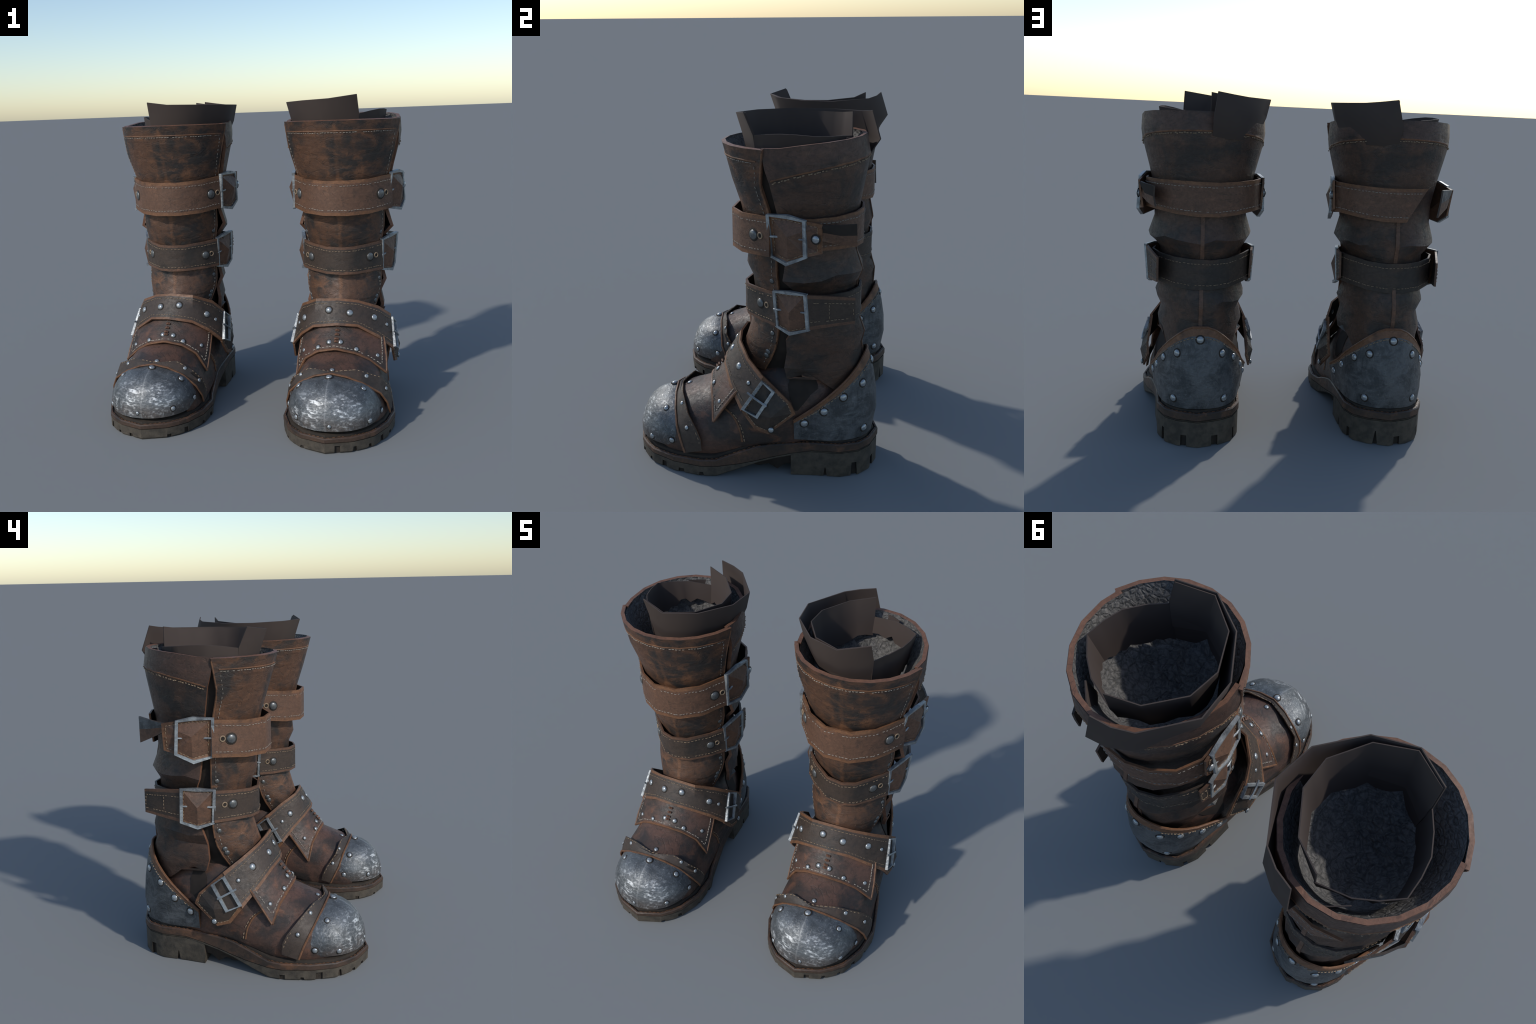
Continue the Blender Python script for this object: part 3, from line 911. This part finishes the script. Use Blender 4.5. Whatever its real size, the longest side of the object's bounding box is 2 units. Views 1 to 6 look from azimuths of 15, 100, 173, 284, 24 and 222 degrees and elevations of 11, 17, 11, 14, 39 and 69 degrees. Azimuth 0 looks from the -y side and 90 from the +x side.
    for q, r in (((-.036, -.214, .509), .0155), ((.031, -.216, .512), .0155), ((-.114, -.227, .470), .014), ((.124, -.209, .462), .014), ((.233, -.155, .406), .0125), ((-.215, -.150, .42), .0125)):
        P, n = tg.snap(q, 5); stud(B, P, n, r, to)

    # ---------------------------------------------------------------- instep strap
    U = [(.303, .102, .615), (.235, .006, .688), (.116, -.063, .738), (0, -.082, .752), (-.146, -.078, .745), (-.251, .009, .690), (-.299, .112, .600)]
    L = [(.335, -.018, .416), (.242, -.098, .512), (.123, -.157, .593), (-.004, -.174, .602), (-.157, -.150, .577), (-.243, -.088, .508), (-.318, -.022, .420)]
    rows = [[ptp(a, b, f) for a, b in zip(U, L)] for f in (0, .09, .5, .91, 1)]
    ig = Grid(rows, (0, .15, .45))
    V, F, I = ig.sheet(.011, lambda r, c: 1 if r in (0, 3) else 0, 2, 1)
    st3 = B.mesh('strap', V, F, ['strap_dark', 'edge', 'core'], I)
    V, F = merge([stitches(ig.line((a, .1), (a, 5.9), 60), rng, .021, .013, .0018) for a in (1.2, 2.8)])
    B.mesh('stitching', V, F, ['thread'], parent=st3, stuff=True)
    for q, r in (((.217, -.052, .627), .020), ((.082, -.118, .675), .020), ((-.071, -.122, .68), .020), ((-.228, -.063, .618), .020), ((.275, .005, .56), .012), ((-.27, .0, .56), .012)):
        P, n = ig.snap(q, 5); stud(B, P, n, r, st3)
    for s in (1, -1):
        k = 1 if s > 0 else .965
        X = lambda p: (s * p[0] * k, p[1], p[2])
        ol = [(.303, .102, .615), (.314, .195, .530), (.322, .250, .480), (.316, .278, .413), (.349, .134, .296), (.342, .055, .318), (.335, -.018, .416)]
        pl, nor = fan([X(p) for p in ol], X((.358, .150, .405)), .012, ['strap_dark', 'edge'], 'strap_end', st3, .14)
        # rectangular buckle across the strap
        fr = [(.315, .098, .590), (.333, .160, .545), (.352, .072, .398), (.342, -.006, .432)]
        P = [np.array(X(p)) for p in fr]
        parts = [tube([p - nor * .006 for p in P], .013, 4, True, [nor] * 4)]
        m0, m1 = (P[0] + P[3]) / 2, (P[1] + P[2]) / 2
        d = m1 - m0
        parts.append(tube([m0 - d * .40 + nor * .002, m0 + nor * .008, m0 + d * .6 + nor * .008, m1 + d * .15 + nor * .004], .0065, 6))
        V, F = merge(parts)
        B.mesh('buckle', V, F, ['buckle'], parent=pl, angle=35)
        stud(B, np.array(X((.345, .150, .325))) + nor * .002, nor, .015, pl)

    # ---------------------------------------------------------------- heel cap
    HZ = (.222, .35, .50, .62, .72)
    rows = []
    for f in (0, .25, .5, .75, .90, 1):
        row = []
        for b in np.linspace(0, 180, 17):
            s = math.sin(math.radians(b)); c = math.cos(math.radians(b))
            q = b if b <= 90 else 180 - b
            zt = lerp_table(q, (0, 12, 25, 40, 55, 68, 80, 90), (.355, .425, .497, .568, .630, .672, .692, .692))
            z0 = lerp_table(q, (0, 15, 90), (.235, .222, .222))
            z = z0 + (zt - z0) * f
            W = lerp_table(z, HZ, (.246, .266, .256, .238, .215)); Yb = lerp_table(z, HZ, (.678, .700, .690, .664, .630))
            y0 = .285
            e = lerp_table(z, (.22, .30, .42), (2.5, 2.35, 2.0))      # squarer near the sole
            x = W * math.copysign(abs(c) ** (2 / e), c); y = y0 + (Yb - y0) * s ** (2 / e)
            if q < 1:
                x *= 1.08; y -= .02
            row.append((x, y, z))
        rows.append(row)
    hc = Grid(rows, (0, .3, .4))
    V, F, I = hc.sheet(.012, lambda r, c: 1 if r == 4 else 0, 2, 1)
    h = B.mesh('heel_cap', V, F, ['heel', 'edge', 'core'], I, angle=50)
    V, F = merge([stitches(hc.line((3.85, .3), (3.85, 15.7), 60), rng, .021, .014, .0028)])
    B.mesh('stitching', V, F, ['thread'], parent=h, stuff=True)
    V, F = tube([p for p, n in hc.line((5, 0), (5, 16), 40, -.004)], .008)
    B.mesh('piping', V, F, ['edge'], parent=h)
    for q in ((.290, .323, .333), (.241, .421, .40), (.19, .51, .484), (.126, .614, .541), (.001, .666, .627), (-.134, .628, .543), (-.200, .536, .486), (-.25, .425, .40), (-.28, .33, .333), (.15, .640, .280), (-.15, .646, .28)):
        P, n = hc.snap(q, 4); stud(B, P, n, .0205, h)
    return B

build_boot(+1)
build_boot(-1)
